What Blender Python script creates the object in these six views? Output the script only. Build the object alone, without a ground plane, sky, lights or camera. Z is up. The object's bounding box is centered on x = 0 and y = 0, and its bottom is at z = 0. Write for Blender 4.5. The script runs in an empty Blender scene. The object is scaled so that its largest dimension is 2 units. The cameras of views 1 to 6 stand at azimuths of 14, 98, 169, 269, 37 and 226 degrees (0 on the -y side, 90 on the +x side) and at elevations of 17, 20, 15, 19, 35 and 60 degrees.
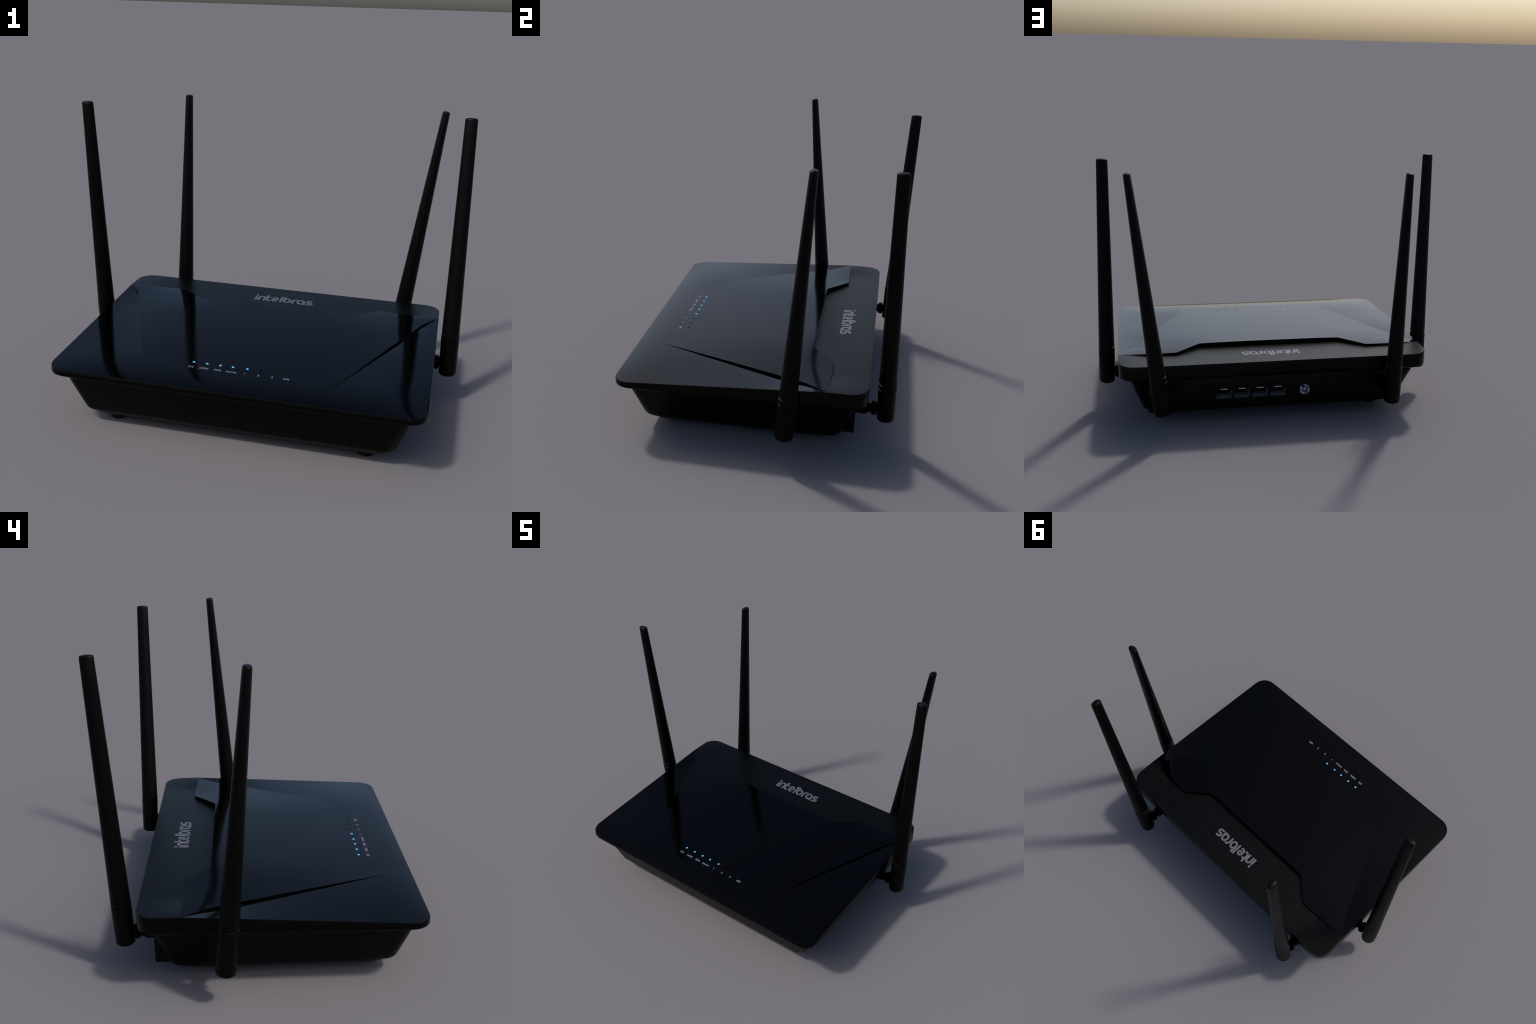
import bpy, bmesh, math
from mathutils import Vector, Matrix

# ---------------------------------------------------------------- overall sizes (metres)
CX = 0.0105                      # centre line of the housing
X0, X1 = -0.866, 0.887           # lid, left and right
Y0, Y1 = -0.715, 0.545           # lid, front and back
RC = 0.088                       # lid corner radius
Y_TIP, Y_END = -0.613, 0.354     # the two slanted creases start / end here
X_TIP, X_END = 0.4265, 0.8765     # half distance of the creases from the centre line there
NOTCH_IN, NOTCH_OUT = (0.415, 0.235), (0.553, 0.357)   # outline of the stepped rear notch


def lerp(a, b, t):
    return a + (b - a) * t


def clamp(v, a=0.0, b=1.0):
    return max(a, min(b, v))


def smooth(a, b, v):
    t = clamp((v - a) / (b - a))
    return t * t * (3 - 2 * t)


# ---------------------------------------------------------------- height rules of the lid
CROWN = [(-0.722, 0.3150, 0.22), (-0.600, 0.3320, 0.095), (-0.486, 0.3405, 0.072), (0.235, 0.3910, 0.069)]


def crown(y):
    """centre profile of the glossy top: nearly straight slope, rolling off at the front lip"""
    if y <= CROWN[0][0]:
        return CROWN[0][1] + (y - CROWN[0][0]) * CROWN[0][2]
    return hermite(CROWN, y)


def edge_height(y):
    return 0.3850 + (y - Y_END) * 0.0640


X_KINK, Y_KINK = 0.7925, 0.238       # the inner edge of the creases bends here, towards the rear corners
CREASE_Z = [(Y_TIP, 0.33076, 0.098), (-0.340, 0.3495, 0.055), (-0.100, 0.3620, 0.048), (Y_KINK, 0.3775, 0.045)]
STEP = [(Y_TIP, 0.0), (-0.52, 0.0016), (-0.42, 0.0038), (-0.30, 0.0062), (-0.10, 0.0094), (0.10, 0.0116), (0.238, 0.0092), (Y_END, 0.0)]


def crease_x(y):
    """distance of the crease from the centre line"""
    if y <= Y_KINK:
        return lerp(X_TIP, X_KINK, (y - Y_TIP) / (Y_KINK - Y_TIP))
    return lerp(X_KINK, X_END, clamp((y - Y_KINK) / (Y_END - Y_KINK)))


def crease_step(y):
    """depth of the side panel below the main panel along the crease"""
    for (ya, sa), (yb, sb) in zip(STEP, STEP[1:]):
        if ya <= y <= yb:
            return lerp(sa, sb, (y - ya) / (yb - ya))
    return 0.0


def hermite(knots, y):
    for (ya, za, sa), (yb, zb, sb) in zip(knots, knots[1:]):
        if y <= yb:
            h = yb - ya
            t = (y - ya) / h
            return ((2*t**3 - 3*t*t + 1) * za + (t**3 - 2*t*t + t) * h * sa
                    + (-2*t**3 + 3*t*t) * zb + (t**3 - t*t) * h * sb)
    return knots[-1][1] + (y - knots[-1][0]) * knots[-1][2]


def crease_height(y):
    """upper edge of the crease: up to a kink near the back, then to the corner"""
    if y <= Y_TIP:
        return crown(y)
    if y <= Y_KINK:
        return hermite(CREASE_Z, y)
    return lerp(CREASE_Z[-1][1], edge_height(Y_END), clamp((y - Y_KINK) / (Y_END - Y_KINK)))


def h_main(x, y):
    a = abs(x - CX)
    if y <= Y_TIP:
        xc = crease_x(y)
        u = max(0.0, (a - xc) / (X_END - xc))
        return lerp(crown(y), min(crown(y), edge_height(y)), u * u)
    if y < Y_TIP + 0.003 and a > crease_x(y) + 0.004:
        return h_side(x, y)
    w = smooth(0.18, 0.75, a)
    q = max(0.0, y - 0.05)                           # the wings roll over behind the notch corners
    c = crown(y) - w * 0.185 * q * q

    def ramp(v):                                     # flat middle, gentle fall towards the creases
        return 0.0 if v < 0.30 else ((v - 0.30) ** 2 / 0.46 if v < 0.53 else v - 0.415)
    xc = crease_x(y)
    u = ramp(a) / max(ramp(xc), 1e-4)
    return lerp(c, crease_height(y), u)


def h_side(x, y):
    a = abs(x - CX)
    xc = crease_x(y)
    if y < Y_TIP:
        return h_main(x, y)
    u = max(0.0, (a - xc) / max(1e-4, X_END - xc))
    p = 2.0 - smooth(Y_TIP, Y_TIP + 0.40, y)
    return lerp(crease_height(y) - crease_step(y), edge_height(y), u ** p)


def h_rear(x, y):
    a = abs(x - CX)
    w = 1.0 - smooth(0.66, X_END, a)
    return 0.3835 + 0.0015 * (1 - w) - 0.062 * (Y1 - y) * w


# ---------------------------------------------------------------- outlines
def rounded_ring(off, r, n=7):
    """rounded rectangle, `off` inside the lid edge, counter-clockwise from the front right"""
    xa, xb, ya, yb = X0 + off, X1 - off, Y0 + off, Y1 - off
    pts = []
    for cx, cy, a0 in ((xb - r, ya + r, -90), (xb - r, yb - r, 0), (xa + r, yb - r, 90), (xa + r, ya + r, 180)):
        for i in range(n + 1):
            a = math.radians(a0 + 90 * i / n)
            pts.append((cx + r * math.cos(a), cy + r * math.sin(a)))
    return pts


def densify(pts, step):
    out = []
    for p, q in zip(pts, pts[1:] + pts[:1]):
        d = math.dist(p, q)
        k = max(1, int(round(d / step)))
        out += [(lerp(p[0], q[0], i / k), lerp(p[1], q[1], i / k)) for i in range(k)]
    return out


def lid_height(x, y):
    if y >= Y_END:
        return h_rear(x, y)
    if y <= Y_TIP:
        return h_main(x, y)
    return edge_height(y)


# ---------------------------------------------------------------- object helpers
def shade(mesh, angle=40):
    mesh.shade_smooth()
    mesh.set_sharp_from_angle(angle=math.radians(angle))


def make(name, verts, faces, mat, parent=None, angle=40):
    me = bpy.data.meshes.new(name)
    me.from_pydata([tuple(v) for v in verts], [], faces)
    bm = bmesh.new()
    bm.from_mesh(me)
    bmesh.ops.recalc_face_normals(bm, faces=bm.faces)
    bm.to_mesh(me)
    bm.free()
    me.materials.append(mat)
    shade(me, angle)
    ob = bpy.data.objects.new(name, me)
    bpy.context.scene.collection.objects.link(ob)
    ob.parent = parent
    return ob


def loft(rings, cap_start=True, cap_end=True):
    n = len(rings[0])
    verts = [p for r in rings for p in r]
    faces = []
    for k in range(len(rings) - 1):
        for i in range(n):
            j = (i + 1) % n
            faces.append((k*n + i, k*n + j, (k+1)*n + j, (k+1)*n + i))
    if cap_start:
        faces.append(tuple(range(n)))
    if cap_end:
        faces.append(tuple(range((len(rings)-1)*n, len(rings)*n)))
    return verts, faces


def height_sheet(name, polys, mat, parent, step=0.02, skirt=0.03):
    """surface over flat polygons: cut into a grid, lifted by a height rule, with a skirt under
    its inner borders.  polys: list of (outline, rule, test for border points that get a skirt)"""
    bm = bmesh.new()
    normals = {}
    for pts, rule, has_skirt in polys:
        sub = bmesh.new()
        sub.faces.new([sub.verts.new((x, y, 0)) for x, y in pts])
        xs = [p[0] for p in pts]
        ys = [p[1] for p in pts]
        for axis, lo, hi in ((0, min(xs), max(xs)), (1, min(ys), max(ys))):
            k = int((hi - lo) / step)
            for i in range(1, k + 1):
                co = [0, 0, 0]
                no = [0, 0, 0]
                co[axis] = lo + (hi - lo) * (i - 0.37) / (k + 0.3)
                no[axis] = 1
                bmesh.ops.bisect_plane(sub, geom=sub.verts[:] + sub.edges[:] + sub.faces[:], dist=1e-6,
                                       plane_co=co, plane_no=no)
        bmesh.ops.triangulate(sub, faces=[f for f in sub.faces if len(f.verts) > 4])
        sub.verts.index_update()
        vmap = {}
        d = 1e-3
        for v in sub.verts:
            x, y = v.co.x, v.co.y
            w = bm.verts.new((x, y, rule(x, y)))
            vmap[v.index] = w
            normals[w] = Vector(((rule(x-d, y) - rule(x+d, y)) / (2*d), (rule(x, y-d) - rule(x, y+d)) / (2*d), 1)).normalized()
        for f in sub.faces:
            nf = bm.faces.new([vmap[v.index] for v in f.verts])
            nf.normal_update()
            if nf.normal.z < 0:
                nf.normal_flip()
            nf.smooth = True
        for e in sub.edges:
            if len(e.link_faces) == 1:
                a, b = e.verts
                if has_skirt(a.co.x, a.co.y) and has_skirt(b.co.x, b.co.y) and has_skirt((a.co.x+b.co.x)/2, (a.co.y+b.co.y)/2):
                    q = []
                    for v, dz in ((a, 0), (b, 0), (b, -skirt), (a, -skirt)):
                        q.append(bm.verts.new((v.co.x, v.co.y, rule(v.co.x, v.co.y) + dz)))
                    f = bm.faces.new(q)
                    f.normal_update()
                    out = Vector(((a.co.x+b.co.x)/2, (a.co.y+b.co.y)/2, 0)) - e.link_faces[0].calc_center_median()
                    if f.normal.dot(Vector((out.x, out.y, 0))) < 0:
                        f.normal_flip()
                    f.normal_update()
                    for v in q:
                        normals[v] = f.normal.copy()
        sub.free()
    bm.verts.index_update()
    nl = [normals[v] for v in bm.verts]
    me = bpy.data.meshes.new(name)
    bm.to_mesh(me)
    bm.free()
    me.materials.append(mat)
    me.shade_smooth()
    me.normals_split_custom_set_from_vertices(nl)
    ob = bpy.data.objects.new(name, me)
    bpy.context.scene.collection.objects.link(ob)
    ob.parent = parent
    return ob


# ---------------------------------------------------------------- materials
def material(name, color, rough=0.5, spec=0.5, metallic=0.0, grain=None, vary=0.0, coat=0.0, vscale=30.0):
    m = bpy.data.materials.new(name)
    m.use_nodes = True
    nt = m.node_tree
    b = nt.nodes["Principled BSDF"]
    b.inputs["Base Color"].default_value = (*color, 1)
    b.inputs["Roughness"].default_value = rough
    b.inputs["Specular IOR Level"].default_value = spec
    b.inputs["Metallic"].default_value = metallic
    b.inputs["Coat Weight"].default_value = coat
    tc = nt.nodes.new("ShaderNodeTexCoord")
    if vary:
        nz = nt.nodes.new("ShaderNodeTexNoise")
        nz.inputs["Scale"].default_value = vscale
        nz.inputs["Detail"].default_value = 4
        nt.links.new(tc.outputs["Object"], nz.inputs["Vector"])
        cr = nt.nodes.new("ShaderNodeValToRGB")
        cr.color_ramp.elements[0].position = 0.35
        cr.color_ramp.elements[1].position = 0.65
        cr.color_ramp.elements[0].color = (*[c * (1 - vary) for c in color], 1)
        cr.color_ramp.elements[1].color = (*[c * (1 + vary) for c in color], 1)
        nt.links.new(nz.outputs["Fac"], cr.inputs["Fac"])
        nt.links.new(cr.outputs["Color"], b.inputs["Base Color"])
    if grain:
        scale, strength, dist, stretch = grain
        mp = nt.nodes.new("ShaderNodeMapping")
        mp.inputs["Scale"].default_value = stretch
        nt.links.new(tc.outputs["Object"], mp.inputs["Vector"])
        n1 = nt.nodes.new("ShaderNodeTexNoise")
        n1.inputs["Scale"].default_value = scale
        n1.inputs["Detail"].default_value = 3
        n1.inputs["Roughness"].default_value = 0.6
        n1.inputs["Distortion"].default_value = 0.6
        nt.links.new(mp.outputs["Vector"], n1.inputs["Vector"])
        bp = nt.nodes.new("ShaderNodeBump")
        bp.inputs["Strength"].default_value = strength
        bp.inputs["Distance"].default_value = dist
        nt.links.new(n1.outputs["Fac"], bp.inputs["Height"])
        nt.links.new(bp.outputs["Normal"], b.inputs["Normal"])
    return m


M_GLOSS = material("glossy_black_plastic", (0.0100, 0.0100, 0.0104), rough=0.10, metallic=1.0)
M_STRIP = material("grained_black_plastic", (0.0095, 0.0095, 0.0095), rough=0.38, metallic=1.0,
                   grain=(48, 0.22, 0.004, (1.0, 2.4, 1.0)), vary=0.1)
M_SHELL = material("matt_black_plastic", (0.0110, 0.0108, 0.0106), rough=0.42, metallic=1.0,
                   grain=(90, 0.25, 0.003, (1.0, 1.0, 1.6)), vary=0.1)
M_RIM = material("satin_black_plastic", (0.0110, 0.0110, 0.0110), rough=0.30, metallic=1.0)
M_ANT = material("antenna_black_plastic", (0.0105, 0.0105, 0.0105), rough=0.45, metallic=1.0,
                 grain=(140, 0.12, 0.002, (1.0, 1.0, 1.0)))
M_HINGE = material("hinge_black_plastic", (0.0022, 0.0022, 0.0022), rough=0.45, metallic=1.0)
M_DARK = material("dark_cavity_plastic", (0.0010, 0.0010, 0.0010), rough=0.5, metallic=1.0)
M_RUBBER = material("foot_rubber", (0.0015, 0.0015, 0.0015), rough=0.8, spec=0.2)
M_LOGO = material("logo_grey_print", (0.072, 0.074, 0.082), rough=0.35, spec=0.9)
M_PRINT = material("label_grey_print", (0.22, 0.225, 0.255), rough=0.3, spec=0.9)
M_LED = material("blue_lamp_lens", (0.095, 0.44, 0.80), rough=0.35, spec=0.5)
M_OFF = material("unlit_lamp_lens", (0.0010, 0.0010, 0.0010), rough=0.8, spec=0.0)
M_PORT = material("socket_liner_plastic", (0.150, 0.155, 0.165), rough=0.45, spec=0.4)
M_PALE_STRIP = material("pale_notch_strip_grey", (0.45, 0.45, 0.47), rough=0.4, spec=0.5, metallic=0.3)
M_METAL = material("jack_metal", (0.55, 0.57, 0.60), rough=0.22, metallic=1.0)

# ---------------------------------------------------------------- the thing
root = bpy.data.objects.new("wireless_router", None)
bpy.context.scene.collection.objects.link(root)
root["label"] = "black wireless router with four tall antennas and blue indicator lights"
root["category"] = "wifi router"

# lid: three visible skins (glossy panel with two wing panels, grained rear strip) in one rim
ring0 = rounded_ring(0.0, RC)
nC = 8                                   # points per corner
FR, BR, BL, FL = (ring0[i*nC:(i+1)*nC] for i in range(4))
tipR, tipL = (CX + X_TIP, Y_TIP), (CX - X_TIP, Y_TIP)
endR, endL = (X1, Y_END), (X0, Y_END)
kinkR, kinkL = (CX + X_KINK, Y_KINK), (CX - X_KINK, Y_KINK)
inR, inL = (CX + NOTCH_IN[0], NOTCH_IN[1]), (CX - NOTCH_IN[0], NOTCH_IN[1])
outR, outL = (CX + NOTCH_OUT[0], NOTCH_OUT[1]), (CX - NOTCH_OUT[0], NOTCH_OUT[1])
main_poly = [(X0, Y_TIP)] + FL + FR + [(X1, Y_TIP), tipR, kinkR, endR, outR, inR, inL, outL, endL, kinkL, tipL]


def inner_border(x, y):
    return Y_TIP + 1e-4 < y and abs(x - CX) < X_END - 1e-4


height_sheet("top_panel", [(main_poly, h_main, inner_border)], M_GLOSS, root)
no_skirt = lambda x, y: False

height_sheet("side_panel", [([tipR, (X1, Y_TIP), endR, kinkR], h_side, no_skirt)], M_GLOSS, root)
height_sheet("side_panel", [([(X0, Y_TIP), tipL, kinkL, endL], h_side, no_skirt)], M_GLOSS, root)
# the strip runs a little way under the edge of the glossy panel
strip_poly = [endR] + BR + BL + [endL, (outL[0], outL[1] - 0.006), (inL[0], inL[1] - 0.006), (inR[0], inR[1] - 0.006), (outR[0], outR[1] - 0.006)]
height_sheet("rear_strip", [(strip_poly, h_rear, no_skirt)], M_STRIP, root)


# rim: lip, slightly flared wall, sloping underside
def rise(y):                         # the lower edges climb slightly towards the back
    return (y - Y0) / (Y1 - Y0) * 0.0150


def rim_ring(off, r, rule):
    base = rounded_ring(0.0, RC)
    other = rounded_ring(off, r)
    extra = []
    pts = []
    n = len(base)
    for i in range(n):
        j = (i + 1) % n
        d = math.dist(base[i], base[j])
        k = max(1, int(round(d / 0.06)))
        for s in range(k):
            t = s / k
            bx, by = lerp(base[i][0], base[j][0], t), lerp(base[i][1], base[j][1], t)
            ox, oy = lerp(other[i][0], other[j][0], t), lerp(other[i][1], other[j][1], t)
            pts.append((ox, oy, rule(bx, by)))
    return pts


rings = [rim_ring(0.0, RC, lambda x, y: lid_height(x, y)),
         rim_ring(-0.0012, RC, lambda x, y: lid_height(x, y) - 0.0030),
         rim_ring(-0.0018, RC, lambda x, y: lerp(lid_height(x, y), 0.291 + rise(y), 0.75)),
         rim_ring(-0.0014, RC, lambda x, y: 0.2905 + rise(y)),
         rim_ring(0.0018, RC, lambda x, y: 0.2870 + rise(y)),
         rim_ring(0.0370, 0.070, lambda x, y: 0.2680 + rise(y)),
         rim_ring(0.0560, 0.056, lambda x, y: 0.2605 + rise(y)),
         rim_ring(0.0640, 0.050, lambda x, y: 0.2600 + rise(y))]
v, f = loft(rings, False, False)
make("lid_rim", v, f, M_RIM, root, angle=45)

# base tub under the lid
rings = []
for off, r, z in ((0.0560, 0.050, 0.266), (0.0590, 0.050, 0.254), (0.1150, 0.050, 0.090), (0.1180, 0.052, 0.081),
                  (0.1230, 0.055, 0.072), (0.1620, 0.066, 0.0385), (0.1700, 0.068, 0.0345), (0.1800, 0.070, 0.0325)):
    ring = []
    for x, y in rounded_ring(off, r):
        u = (x - CX) / (X1 - CX - off)
        ring.append((x - (0.0065 + 0.0030 * (1 - smooth(0.06, 0.25, z))) * u, y, z))     # the sides lean in a touch more than the front
    rings.append(ring)
v, f = loft(rings, True, True)
shell = make("base_shell", v, f, M_SHELL, root, angle=50)

# feet
fm = None
for sx in (-1, 1):
    for yy in (-0.487, 0.300):
        if fm is None:
            rr = []
            for s, z in ((0.95, 0.040), (1.0, 0.036), (1.0, 0.006), (0.96, 0.002), (0.88, 0.0)):
                rr.append([(0.040 * s * math.cos(a), 0.036 * s * math.sin(a), z)
                           for a in [2 * math.pi * i / 28 for i in range(28)]])
            v, f = loft(rr)
            ob = make("foot", v, f, M_RUBBER, root, angle=35)
            fm = ob.data
        else:
            ob = bpy.data.objects.new("foot", fm)
            bpy.context.scene.collection.objects.link(ob)
            ob.parent = root
        ob.location = (CX + sx * 0.609, yy, 0)


# ---------------------------------------------------------------- rear socket panel
def box_mesh(bm, x0, x1, y0, y1, z0, z1):
    vs = [bm.verts.new(p) for p in ((x0, y0, z0), (x1, y0, z0), (x1, y1, z0), (x0, y1, z0),
                                    (x0, y0, z1), (x1, y0, z1), (x1, y1, z1), (x0, y1, z1))]
    for q in ((3, 2, 1, 0), (4, 5, 6, 7), (0, 1, 5, 4), (1, 2, 6, 5), (2, 3, 7, 6), (3, 0, 4, 7)):
        bm.faces.new([vs[i] for i in q])


YB = 0.486                                       # back face of the socket panel
PORTS = [0.309 - 0.1026 * i for i in range(4)]   # socket centres
PZ0, PZ1, PZ2, PW, PN = 0.1465, 0.1960, 0.2070, 0.0455, 0.0215
JACK = (-0.1555, 0.1775, 0.0305)

bm = bmesh.new()
box_mesh(bm, CX - 0.7330, CX + 0.7195, 0.330, YB, 0.085, 0.275)
bmesh.ops.bevel(bm, geom=[e for e in bm.edges if abs(e.verts[0].co.y - e.verts[1].co.y) > 0.01 or
                          min(e.verts[0].co.y, e.verts[1].co.y) > 0.4], offset=0.003, segments=2, profile=0.5, affect='EDGES')
me = bpy.data.meshes.new("socket_panel")
bm.to_mesh(me)
bm.free()
plate = bpy.data.objects.new("socket_panel", me)
bpy.context.scene.collection.objects.link(plate)
cut = bmesh.new()
for px in PORTS:                                  # T shaped sockets: wide mouth with latch notch above
    pr = [(-PW, PZ0), (PW, PZ0), (PW, PZ1), (PN, PZ1), (PN, PZ2), (-PN, PZ2), (-PN, PZ1), (-PW, PZ1)]
    a = [cut.verts.new((px + x, YB - 0.075, z)) for x, z in pr]
    b = [cut.verts.new((px + x, YB + 0.05, z)) for x, z in pr]
    cut.faces.new(a)
    cut.faces.new(b[::-1])
    for i in range(8):
        j = (i + 1) % 8
        cut.faces.new((a[j], a[i], b[i], b[j]))
ring_a = [(JACK[0] + JACK[2] * math.cos(t), JACK[1] + JACK[2] * math.sin(t)) for t in [2*math.pi*i/20 for i in range(20)]]
a = [cut.verts.new((x, YB - 0.07, z)) for x, z in ring_a]
b = [cut.verts.new((x, YB + 0.05, z)) for x, z in ring_a]
cut.faces.new(a)
cut.faces.new(b[::-1])
for i in range(20):
    j = (i + 1) % 20
    cut.faces.new((a[j], a[i], b[i], b[j]))
for hx, hr in ((-0.232, 0.006), (-0.286, 0.009)):   # two tiny recessed buttons beside the jack
    rg = [(hx + hr * math.cos(t), 0.168 + hr * math.sin(t)) for t in [2*math.pi*i/16 for i in range(16)]]
    a = [cut.verts.new((x, YB - 0.010, z)) for x, z in rg]
    b = [cut.verts.new((x, YB + 0.05, z)) for x, z in rg]
    cut.faces.new(a)
    cut.faces.new(b[::-1])
    for i in range(16):
        j = (i + 1) % 16
        cut.faces.new((a[j], a[i], b[i], b[j]))
bmesh.ops.recalc_face_normals(cut, faces=cut.faces)
cme = bpy.data.meshes.new("cutter")
cut.to_mesh(cme)
cut.free()
cutter = bpy.data.objects.new("cutter", cme)
bpy.context.scene.collection.objects.link(cutter)
mod = plate.modifiers.new("cut", 'BOOLEAN')
mod.object = cutter
mod.operation = 'DIFFERENCE'
mod.solver = 'EXACT'
bpy.context.view_layer.update()
res = bpy.data.meshes.new_from_object(plate.evaluated_get(bpy.context.evaluated_depsgraph_get()))
plate.modifiers.clear()
plate.data = res
res.name = "socket_panel"
bpy.data.objects.remove(cutter)
res.materials.clear()
res.materials.append(M_SHELL)
shade(res, 30)
plate.parent = root

# the tub is open behind the socket panel
cut = bmesh.new()
box_mesh(cut, CX - 0.712, CX + 0.712, 0.345, 0.60, 0.092, 0.30)
cme = bpy.data.meshes.new("cutter")
cut.to_mesh(cme)
cut.free()
cutter = bpy.data.objects.new("cutter", cme)
bpy.context.scene.collection.objects.link(cutter)
mod = shell.modifiers.new("cut", 'BOOLEAN')
mod.object = cutter
mod.solver = 'EXACT'
bpy.context.view_layer.update()
res = bpy.data.meshes.new_from_object(shell.evaluated_get(bpy.context.evaluated_depsgraph_get()))
shell.modifiers.clear()
shell.data = res
res.name = "base_shell"
res.materials.clear()
res.materials.append(M_SHELL)
shade(res, 50)
bpy.data.objects.remove(cutter)

port_me = pale_strip_me = None
for px in PORTS:
    if port_me is None:
        e = 0.0012
        w, z0, z1 = PW - e, PZ0 + e, PZ1 - e
        ya, yb = YB - 0.072, YB - 0.002
        P = [(-w, ya, z0), (w, ya, z0), (w, ya, z1), (-w, ya, z1), (-w, yb, z0), (w, yb, z0), (w, yb, z1), (-w, yb, z1)]
        bmp = bmesh.new()
        vs = [bmp.verts.new(p) for p in P]
        for q in ((0, 4, 5, 1), (1, 5, 6, 2), (3, 7, 4, 0)):     # floor and side walls; the back stays dark
            bmp.faces.new([vs[i] for i in q])
        port_me = bpy.data.meshes.new("network_socket")
        bmp.to_mesh(port_me)
        bmp.free()
        port_me.materials.append(M_PORT)
        bmp = bmesh.new()
        box_mesh(bmp, -PN + 0.0015, PN - 0.0015, YB - 0.020, YB - 0.0015, PZ2 - 0.0075, PZ2 - 0.0015)
        pale_strip_me = bpy.data.meshes.new("pale_notch_strip")
        bmp.to_mesh(pale_strip_me)
        bmp.free()
        pale_strip_me.materials.append(M_PALE_STRIP)
    ob = bpy.data.objects.new("network_socket", port_me)
    bpy.context.scene.collection.objects.link(ob)
    ob.parent = plate
    ob.location.x = px
    tb = bpy.data.objects.new("pale_notch_strip", pale_strip_me)
    bpy.context.scene.collection.objects.link(tb)
    tb.parent = plate
    tb.location.x = px


def ring_y(cx, cz, r, y, n=24):
    return [(cx + r * math.cos(2*math.pi*i/n), y, cz + r * math.sin(2*math.pi*i/n)) for i in range(n)]


jr = JACK[2] - 0.001
v, f = loft([ring_y(*JACK[:2], jr, YB - 0.0015), ring_y(*JACK[:2], jr - 0.0015, YB - 0.0025),
             ring_y(*JACK[:2], jr - 0.0020, YB - 0.030), ring_y(*JACK[:2], jr - 0.0100, YB - 0.045)], False, True)
make("power_jack", v, f, M_METAL, plate, 35)
v, f = loft([ring_y(*JACK[:2], 0.0105, YB - 0.044), ring_y(*JACK[:2], 0.0105, YB - 0.012), ring_y(*JACK[:2], 0.0075, YB - 0.007)], False, True)
make("jack_pin", v, f, M_METAL, plate, 35)

# ---------------------------------------------------------------- indicator lights and their captions
LED_X = [-0.2125, -0.1470, -0.0817, -0.0210, 0.0482, 0.1140, 0.1787, 0.2393]
LED_Y = -0.4865


def dome(name, r, rise, mat):
    rr = []
    for k in range(6):
        a = math.pi / 2 * k / 6
        rr.append([(r * math.cos(a) * math.cos(t), r * math.cos(a) * math.sin(t), rise * math.sin(a) - 0.0005)
                   for t in [2*math.pi*i/20 for i in range(20)]])
    v, f = loft(rr, False, True)
    return make(name, v, f, mat, root, 60)


on = dome("indicator_light", 0.0067, 0.0034, M_LED)
off = dome("indicator_light", 0.0060, 0.0014, M_OFF)
for i, x in enumerate(LED_X):
    src = on if i < 5 else off
    ob = src if i in (0, 5) else src.copy()
    if i not in (0, 5):
        bpy.context.scene.collection.objects.link(ob)
    z = h_main(x, LED_Y)
    s = (crown(LED_Y + .01) - crown(LED_Y - .01)) / .02
    ob.location = (x, LED_Y, z)
    ob.rotation_euler = (math.atan(s), 0, 0)

CAPTIONS = [("SYS", -0.2263, -0.2013), ("2.4GHz", -0.1718, -0.1271), ("5GHz", -0.0996, -0.0653), ("Internet", -0.0419, 0.0076),
            ("1", 0.0437, 0.0500), ("2", 0.1071, 0.1163), ("3", 0.1721, 0.1803), ("WPS", 0.2272, 0.2567)]
for body, xa, xb in CAPTIONS:
    cu = bpy.data.curves.new("caption", 'FONT')
    cu.body = body
    cu.size = 0.0205
    cu.align_x = 'CENTER'
    cu.extrude = 0.0002
    cu.offset = 0.0001
    tmp = bpy.data.objects.new("caption", cu)
    bpy.context.scene.collection.objects.link(tmp)
    bpy.context.view_layer.update()
    me = bpy.data.meshes.new_from_object(tmp.evaluated_get(bpy.context.evaluated_depsgraph_get()))
    bpy.data.objects.remove(tmp)
    w = max(q.co.x for q in me.vertices) - min(q.co.x for q in me.vertices)
    k = (xb - xa) / w if len(body) > 1 else 1.0
    for q in me.vertices:
        q.co.x *= k
        yy = -0.5405 + q.co.y
        q.co = (q.co.x, yy, crown(yy) + 0.0005 + q.co.z)
    me.materials.clear()
    me.materials.append(M_PRINT)
    ob = bpy.data.objects.new("caption", me)
    bpy.context.scene.collection.objects.link(ob)
    ob.location.x = (xa + xb) / 2
    ob.parent = root

# ---------------------------------------------------------------- word mark on the rear strip, letter strokes in mm
B, T, A, H = 364.5, 411.5, 435.0, 388.0           # baseline, x-height (stroke centres), ascender, middle


def arc(cx, cy, rx, ry, a0, a1, n=16):
    return [(cx + rx * math.cos(math.radians(lerp(a0, a1, i / n))), cy + ry * math.sin(math.radians(lerp(a0, a1, i / n)))) for i in range(n + 1)]


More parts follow.
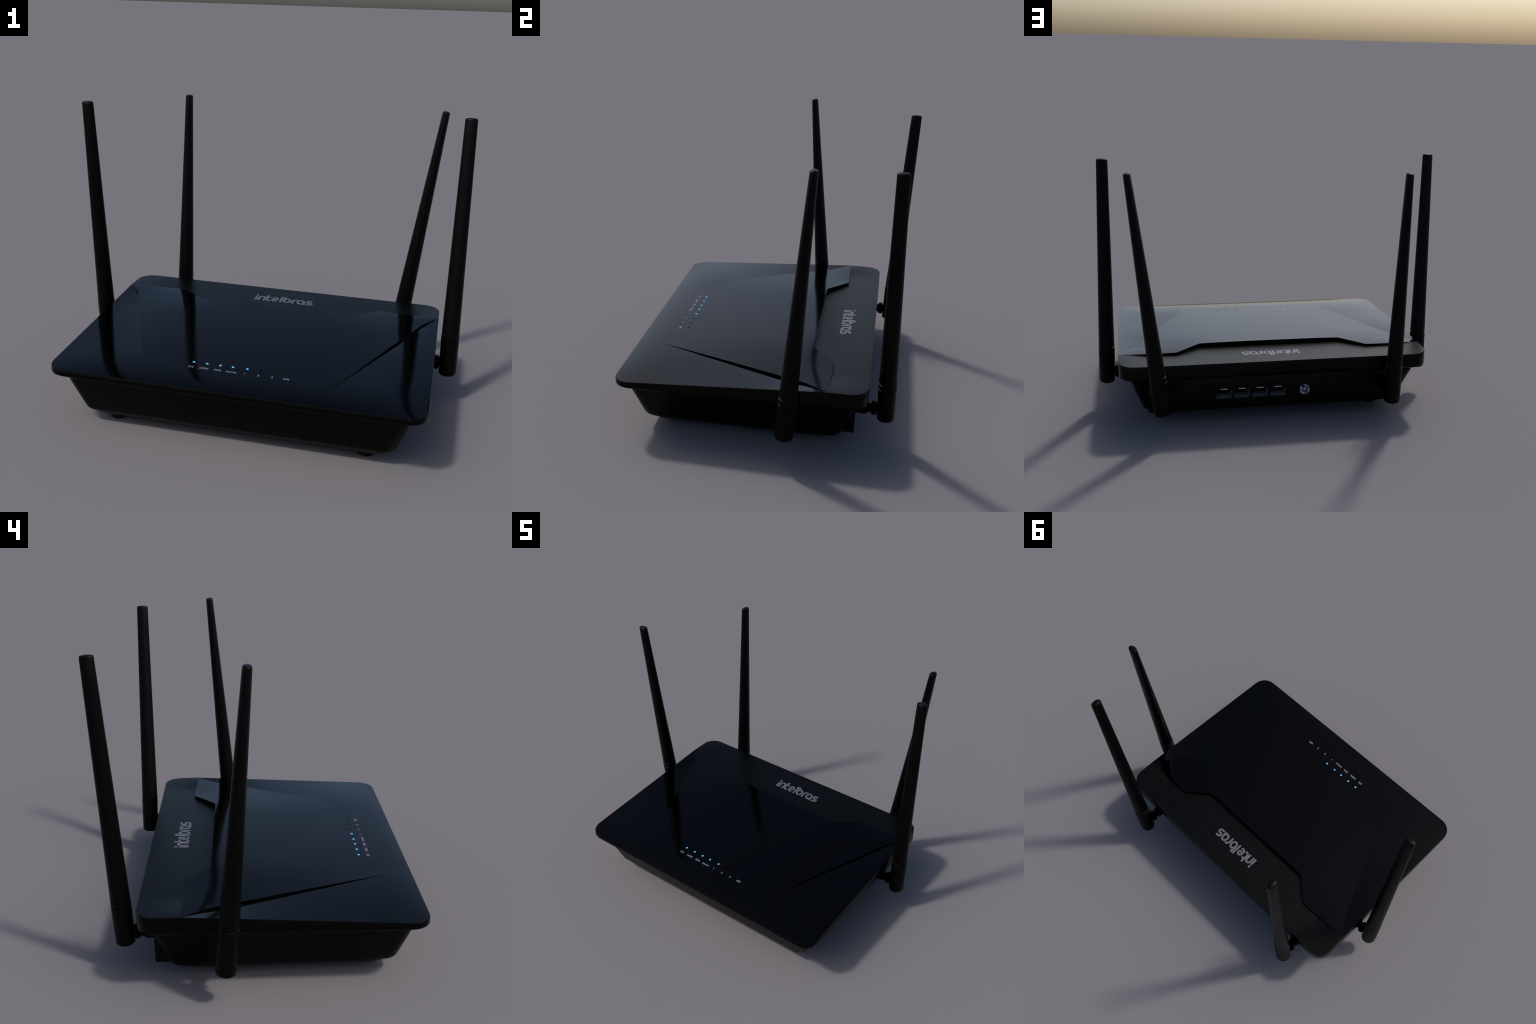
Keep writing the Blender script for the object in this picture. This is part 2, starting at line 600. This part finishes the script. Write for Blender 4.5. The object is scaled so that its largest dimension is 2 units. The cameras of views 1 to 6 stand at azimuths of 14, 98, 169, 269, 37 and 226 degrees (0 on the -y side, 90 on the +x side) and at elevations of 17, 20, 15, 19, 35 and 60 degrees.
STROKES = {
    "letter_i": [[(-127, 358), (-127, 406)], [(-127.5, 413), (-127.5, 431)]],
    "letter_n": [[(-110, 358)] + arc(-94.5, 393, 15.5, 18.5, 180, 0) + [(-79, 358)]],
    "letter_t": [[(-66, 435), (-66, 384)] + arc(-50, 384, 16, 19.5, 180, 270, 10) + [(-41, 364.5)], [(-61, 409), (-46, 409)]],
    "letter_e": [[(-34, 387.5), (-4.5, 387.5)] + arc(-18.5, 388, 14.5, 23.5, 10, 300, 26) + [(-5, 364.8)]],
    "letter_l": [[(15.5, 358), (15.5, 435)]],
    "letter_b": [[(32.5, 435), (32.5, 385)], arc(50, 388, 17.5, 23.5, 0, 360, 32)],
    "letter_r": [[(84, 358)] + arc(100, 391, 16, 20.5, 180, 90, 10) + [(108, 411.5)]],
    "letter_a": [arc(128.5, 388, 17.5, 23.5, 0, 360, 32), [(147, 390), (147, 358)]],
    "letter_s": [[(191, 411.5), (174, 411.5)] + arc(172, 400, 10.5, 11.5, 90, 270, 10) + arc(181, 376.5, 10.5, 12, 90, -90, 10) + [(159, 364.5)]],
}


def ribbon(path, half, lift):
    n = len(path)
    closed = math.dist(path[0], path[-1]) < 1e-3
    L, R = [], []
    for i, (x, y) in enumerate(path):
        if closed:
            p, q = path[(i - 1) % (n - 1)], path[(i + 1) % (n - 1)]
        else:
            p, q = path[max(0, i - 1)], path[min(n - 1, i + 1)]
        tx, ty = q[0] - p[0], q[1] - p[1]
        d = math.hypot(tx, ty)
        nx, ny = -ty / d * half, tx / d * half
        L.append((x + nx, y + ny))
        R.append((x - nx, y - ny))
    vs, fs = [], []
    for (lx, ly), (rx, ry) in zip(L, R):
        for x, y, dz in ((lx, ly, lift), (rx, ry, lift), (lx, ly, -0.001), (rx, ry, -0.001)):
            vs.append((x / 1000, y / 1000, h_rear(x / 1000, y / 1000) + dz))
    for i in range(n - 1):
        a, b = 4 * i, 4 * i + 4
        fs += [(a, a+1, b+1, b), (a+2, a, b, b+2), (a+1, a+3, b+3, b+1)]
    fs += [(0, 2, 3, 1), (4*n-4, 4*n-3, 4*n-1, 4*n-2)]
    return vs, fs


for name, strokes in STROKES.items():
    vs, fs = [], []
    for k, path in enumerate(strokes):
        v, f = ribbon(path, 6.6, 0.0007 + 0.0003 * k)
        fs += [tuple(i + len(vs) for i in q) for q in f]
        vs += v
    make(name, vs, fs, M_LOGO, root, 30)


# ---------------------------------------------------------------- antennas
SEG = 36


def oval(ax, ay, t):
    return [(ax * math.cos(2*math.pi*i/SEG), ay * math.sin(2*math.pi*i/SEG), t) for i in range(SEG)]


L_ANT, T_HINGE = 1.322, 0.062      # length; hinge height above the foot of the sleeve
G1, G2 = 0.192, 0.222              # the two grooves
R0, RA, RB = 0.0460, 0.0305, 0.0196
shared = {}


def antenna(foot, tip, out):
    """foot, tip: ends of the blade's axis; out: hinge axis, pointing away from the housing"""
    foot, tip, out = Vector(foot), Vector(tip), Vector(out)
    axis = (tip - foot).normalized()
    length = (tip - foot).length
    wide = (out - axis * out.dot(axis)).normalized()
    third = axis.cross(wide)
    org = foot + axis * T_HINGE
    M = Matrix((( wide.x, third.x, axis.x, org.x), (wide.y, third.y, axis.y, org.y), (wide.z, third.z, axis.z, org.z), (0, 0, 0, 1)))

    def add(name, build, mat, angle, parent):
        if name not in shared:
            v, f = build()
            ob = make(name, v, f, mat, parent, angle)
            shared[name] = ob.data
        else:
            ob = bpy.data.objects.new(name, shared[name])
            bpy.context.scene.collection.objects.link(ob)
            ob.parent = parent
        return ob

    def blade():
        t0, t1 = G2 + 0.0035 - T_HINGE, L_ANT - T_HINGE
        rr = [oval(R0 - 0.005, R0 - 0.005, t0 - 0.01), oval(R0 - 0.0045, R0 - 0.0045, t0), oval(R0 - 0.0015, R0 - 0.0015, t0 + 0.003)]
        for k in range(1, 13):
            u = k / 12
            rr.append(oval(lerp(R0 - 0.0015, RA, u), lerp(R0 - 0.0015, RB, u), lerp(t0 + 0.003, t1 - 0.011, u)))
        for a in (25, 50, 70):
            s, c = math.sin(math.radians(a)), math.cos(math.radians(a))
            rr.append(oval(RA - 0.008 * (1 - c), RB - 0.008 * (1 - c), t1 - 0.011 + 0.009 * s))
        rr.append(oval(RA * 0.42, RB * 0.40, t1 - 0.0003))
        return loft(rr)

    def sleeve():
        rr = []
        for r, t in ((0.026, 0.0), (0.036, 0.002), (R0 - 0.0025, 0.008), (R0 - 0.0005, 0.014), (R0, 0.03), (R0, G1 - 0.0025), (R0 - 0.0035, G1 - 0.001),
                     (R0 - 0.0035, G1 + 0.001), (R0 - 0.0003, G1 + 0.0025), (R0 - 0.0005, G2 - 0.0025), (R0 - 0.0040, G2 - 0.001), (R0 - 0.0055, G2 + 0.004)):
            rr.append(oval(r, r, t - T_HINGE))
        # the side towards the housing is planed off beside the hinge
        flat = []
        for ring in rr:
            flat.append([(max(x, -(R0 - 0.0045) if z < 0.055 else -(R0 - 0.0045) - (z - 0.055) * 0.4), y, z) for x, y, z in ring])
        return loft(flat)

    ob = add("antenna", blade, M_ANT, 40, root)
    ob.matrix_local = M @ Matrix.Diagonal((1, 1, 1, 1))
    add("antenna_sleeve", sleeve, M_ANT, 40, ob)

    def pins():                     # tiny pin ends on both flanks of the sleeve
        vs, fs = [], []
        for s in (-1, 1):
            n = 14
            b = len(vs)
            for y in (R0 - 0.004, R0 + 0.0004):
                vs += [(0.0035 * math.cos(2*math.pi*i/n), s * y, -0.018 + 0.0035 * math.sin(2*math.pi*i/n)) for i in range(n)]
            fs += [(b+i, b+(i+1) % n, b+n+(i+1) % n, b+n+i) for i in range(n)] + [tuple(range(b+n, b+2*n))]
        return vs, fs
    add("hinge_pin", pins, M_DARK, 30, ob)

    # hinge: boss on the housing, waist, collar, neck into the sleeve; turned about the hinge axis
    def hinge():
        prof = [(-0.175, 0.034), (-0.121, 0.034), (-0.116, 0.036), (-0.107, 0.0365), (-0.098, 0.033), (-0.088, 0.027), (-0.078, 0.0235), (-0.073, 0.0235),
                (-0.0725, 0.031), (-0.066, 0.0350), (-0.055, 0.0365), (-0.047, 0.0340), (-0.0445, 0.0300), (-0.0440, 0.0215), (-0.030, 0.0215)]
        return loft([[(x, r * math.cos(2*math.pi*i/20), r * math.sin(2*math.pi*i/20)) for i in range(20)] for x, r in prof])
    hb = add("antenna_hinge", hinge, M_HINGE, 35, ob)
    up = Vector((0, 0, 1))
    H = Matrix(((out.x, -out.y, 0, org.x), (out.y, out.x, 0, org.y), (0, 0, 1, org.z), (0, 0, 0, 1)))
    hb.matrix_parent_inverse = Matrix.Identity(4)
    hb.matrix_local = M.inverted() @ H
    return ob


antenna((-0.9360, 0.1690, 0.1500), (-0.9691, 0.0413, 1.4690), (-1, 0, 0))
antenna((0.9565, 0.1610, 0.1520), (0.9485, 0.2404, 1.4740), (1, 0, 0))
antenna((-0.6310, 0.6240, 0.1350), (-0.6335, 0.6870, 1.4590), (0, 1, 0))
antenna((0.6565, 0.6370, 0.1420), (0.8220, 0.6176, 1.4590), (0, 1, 0))
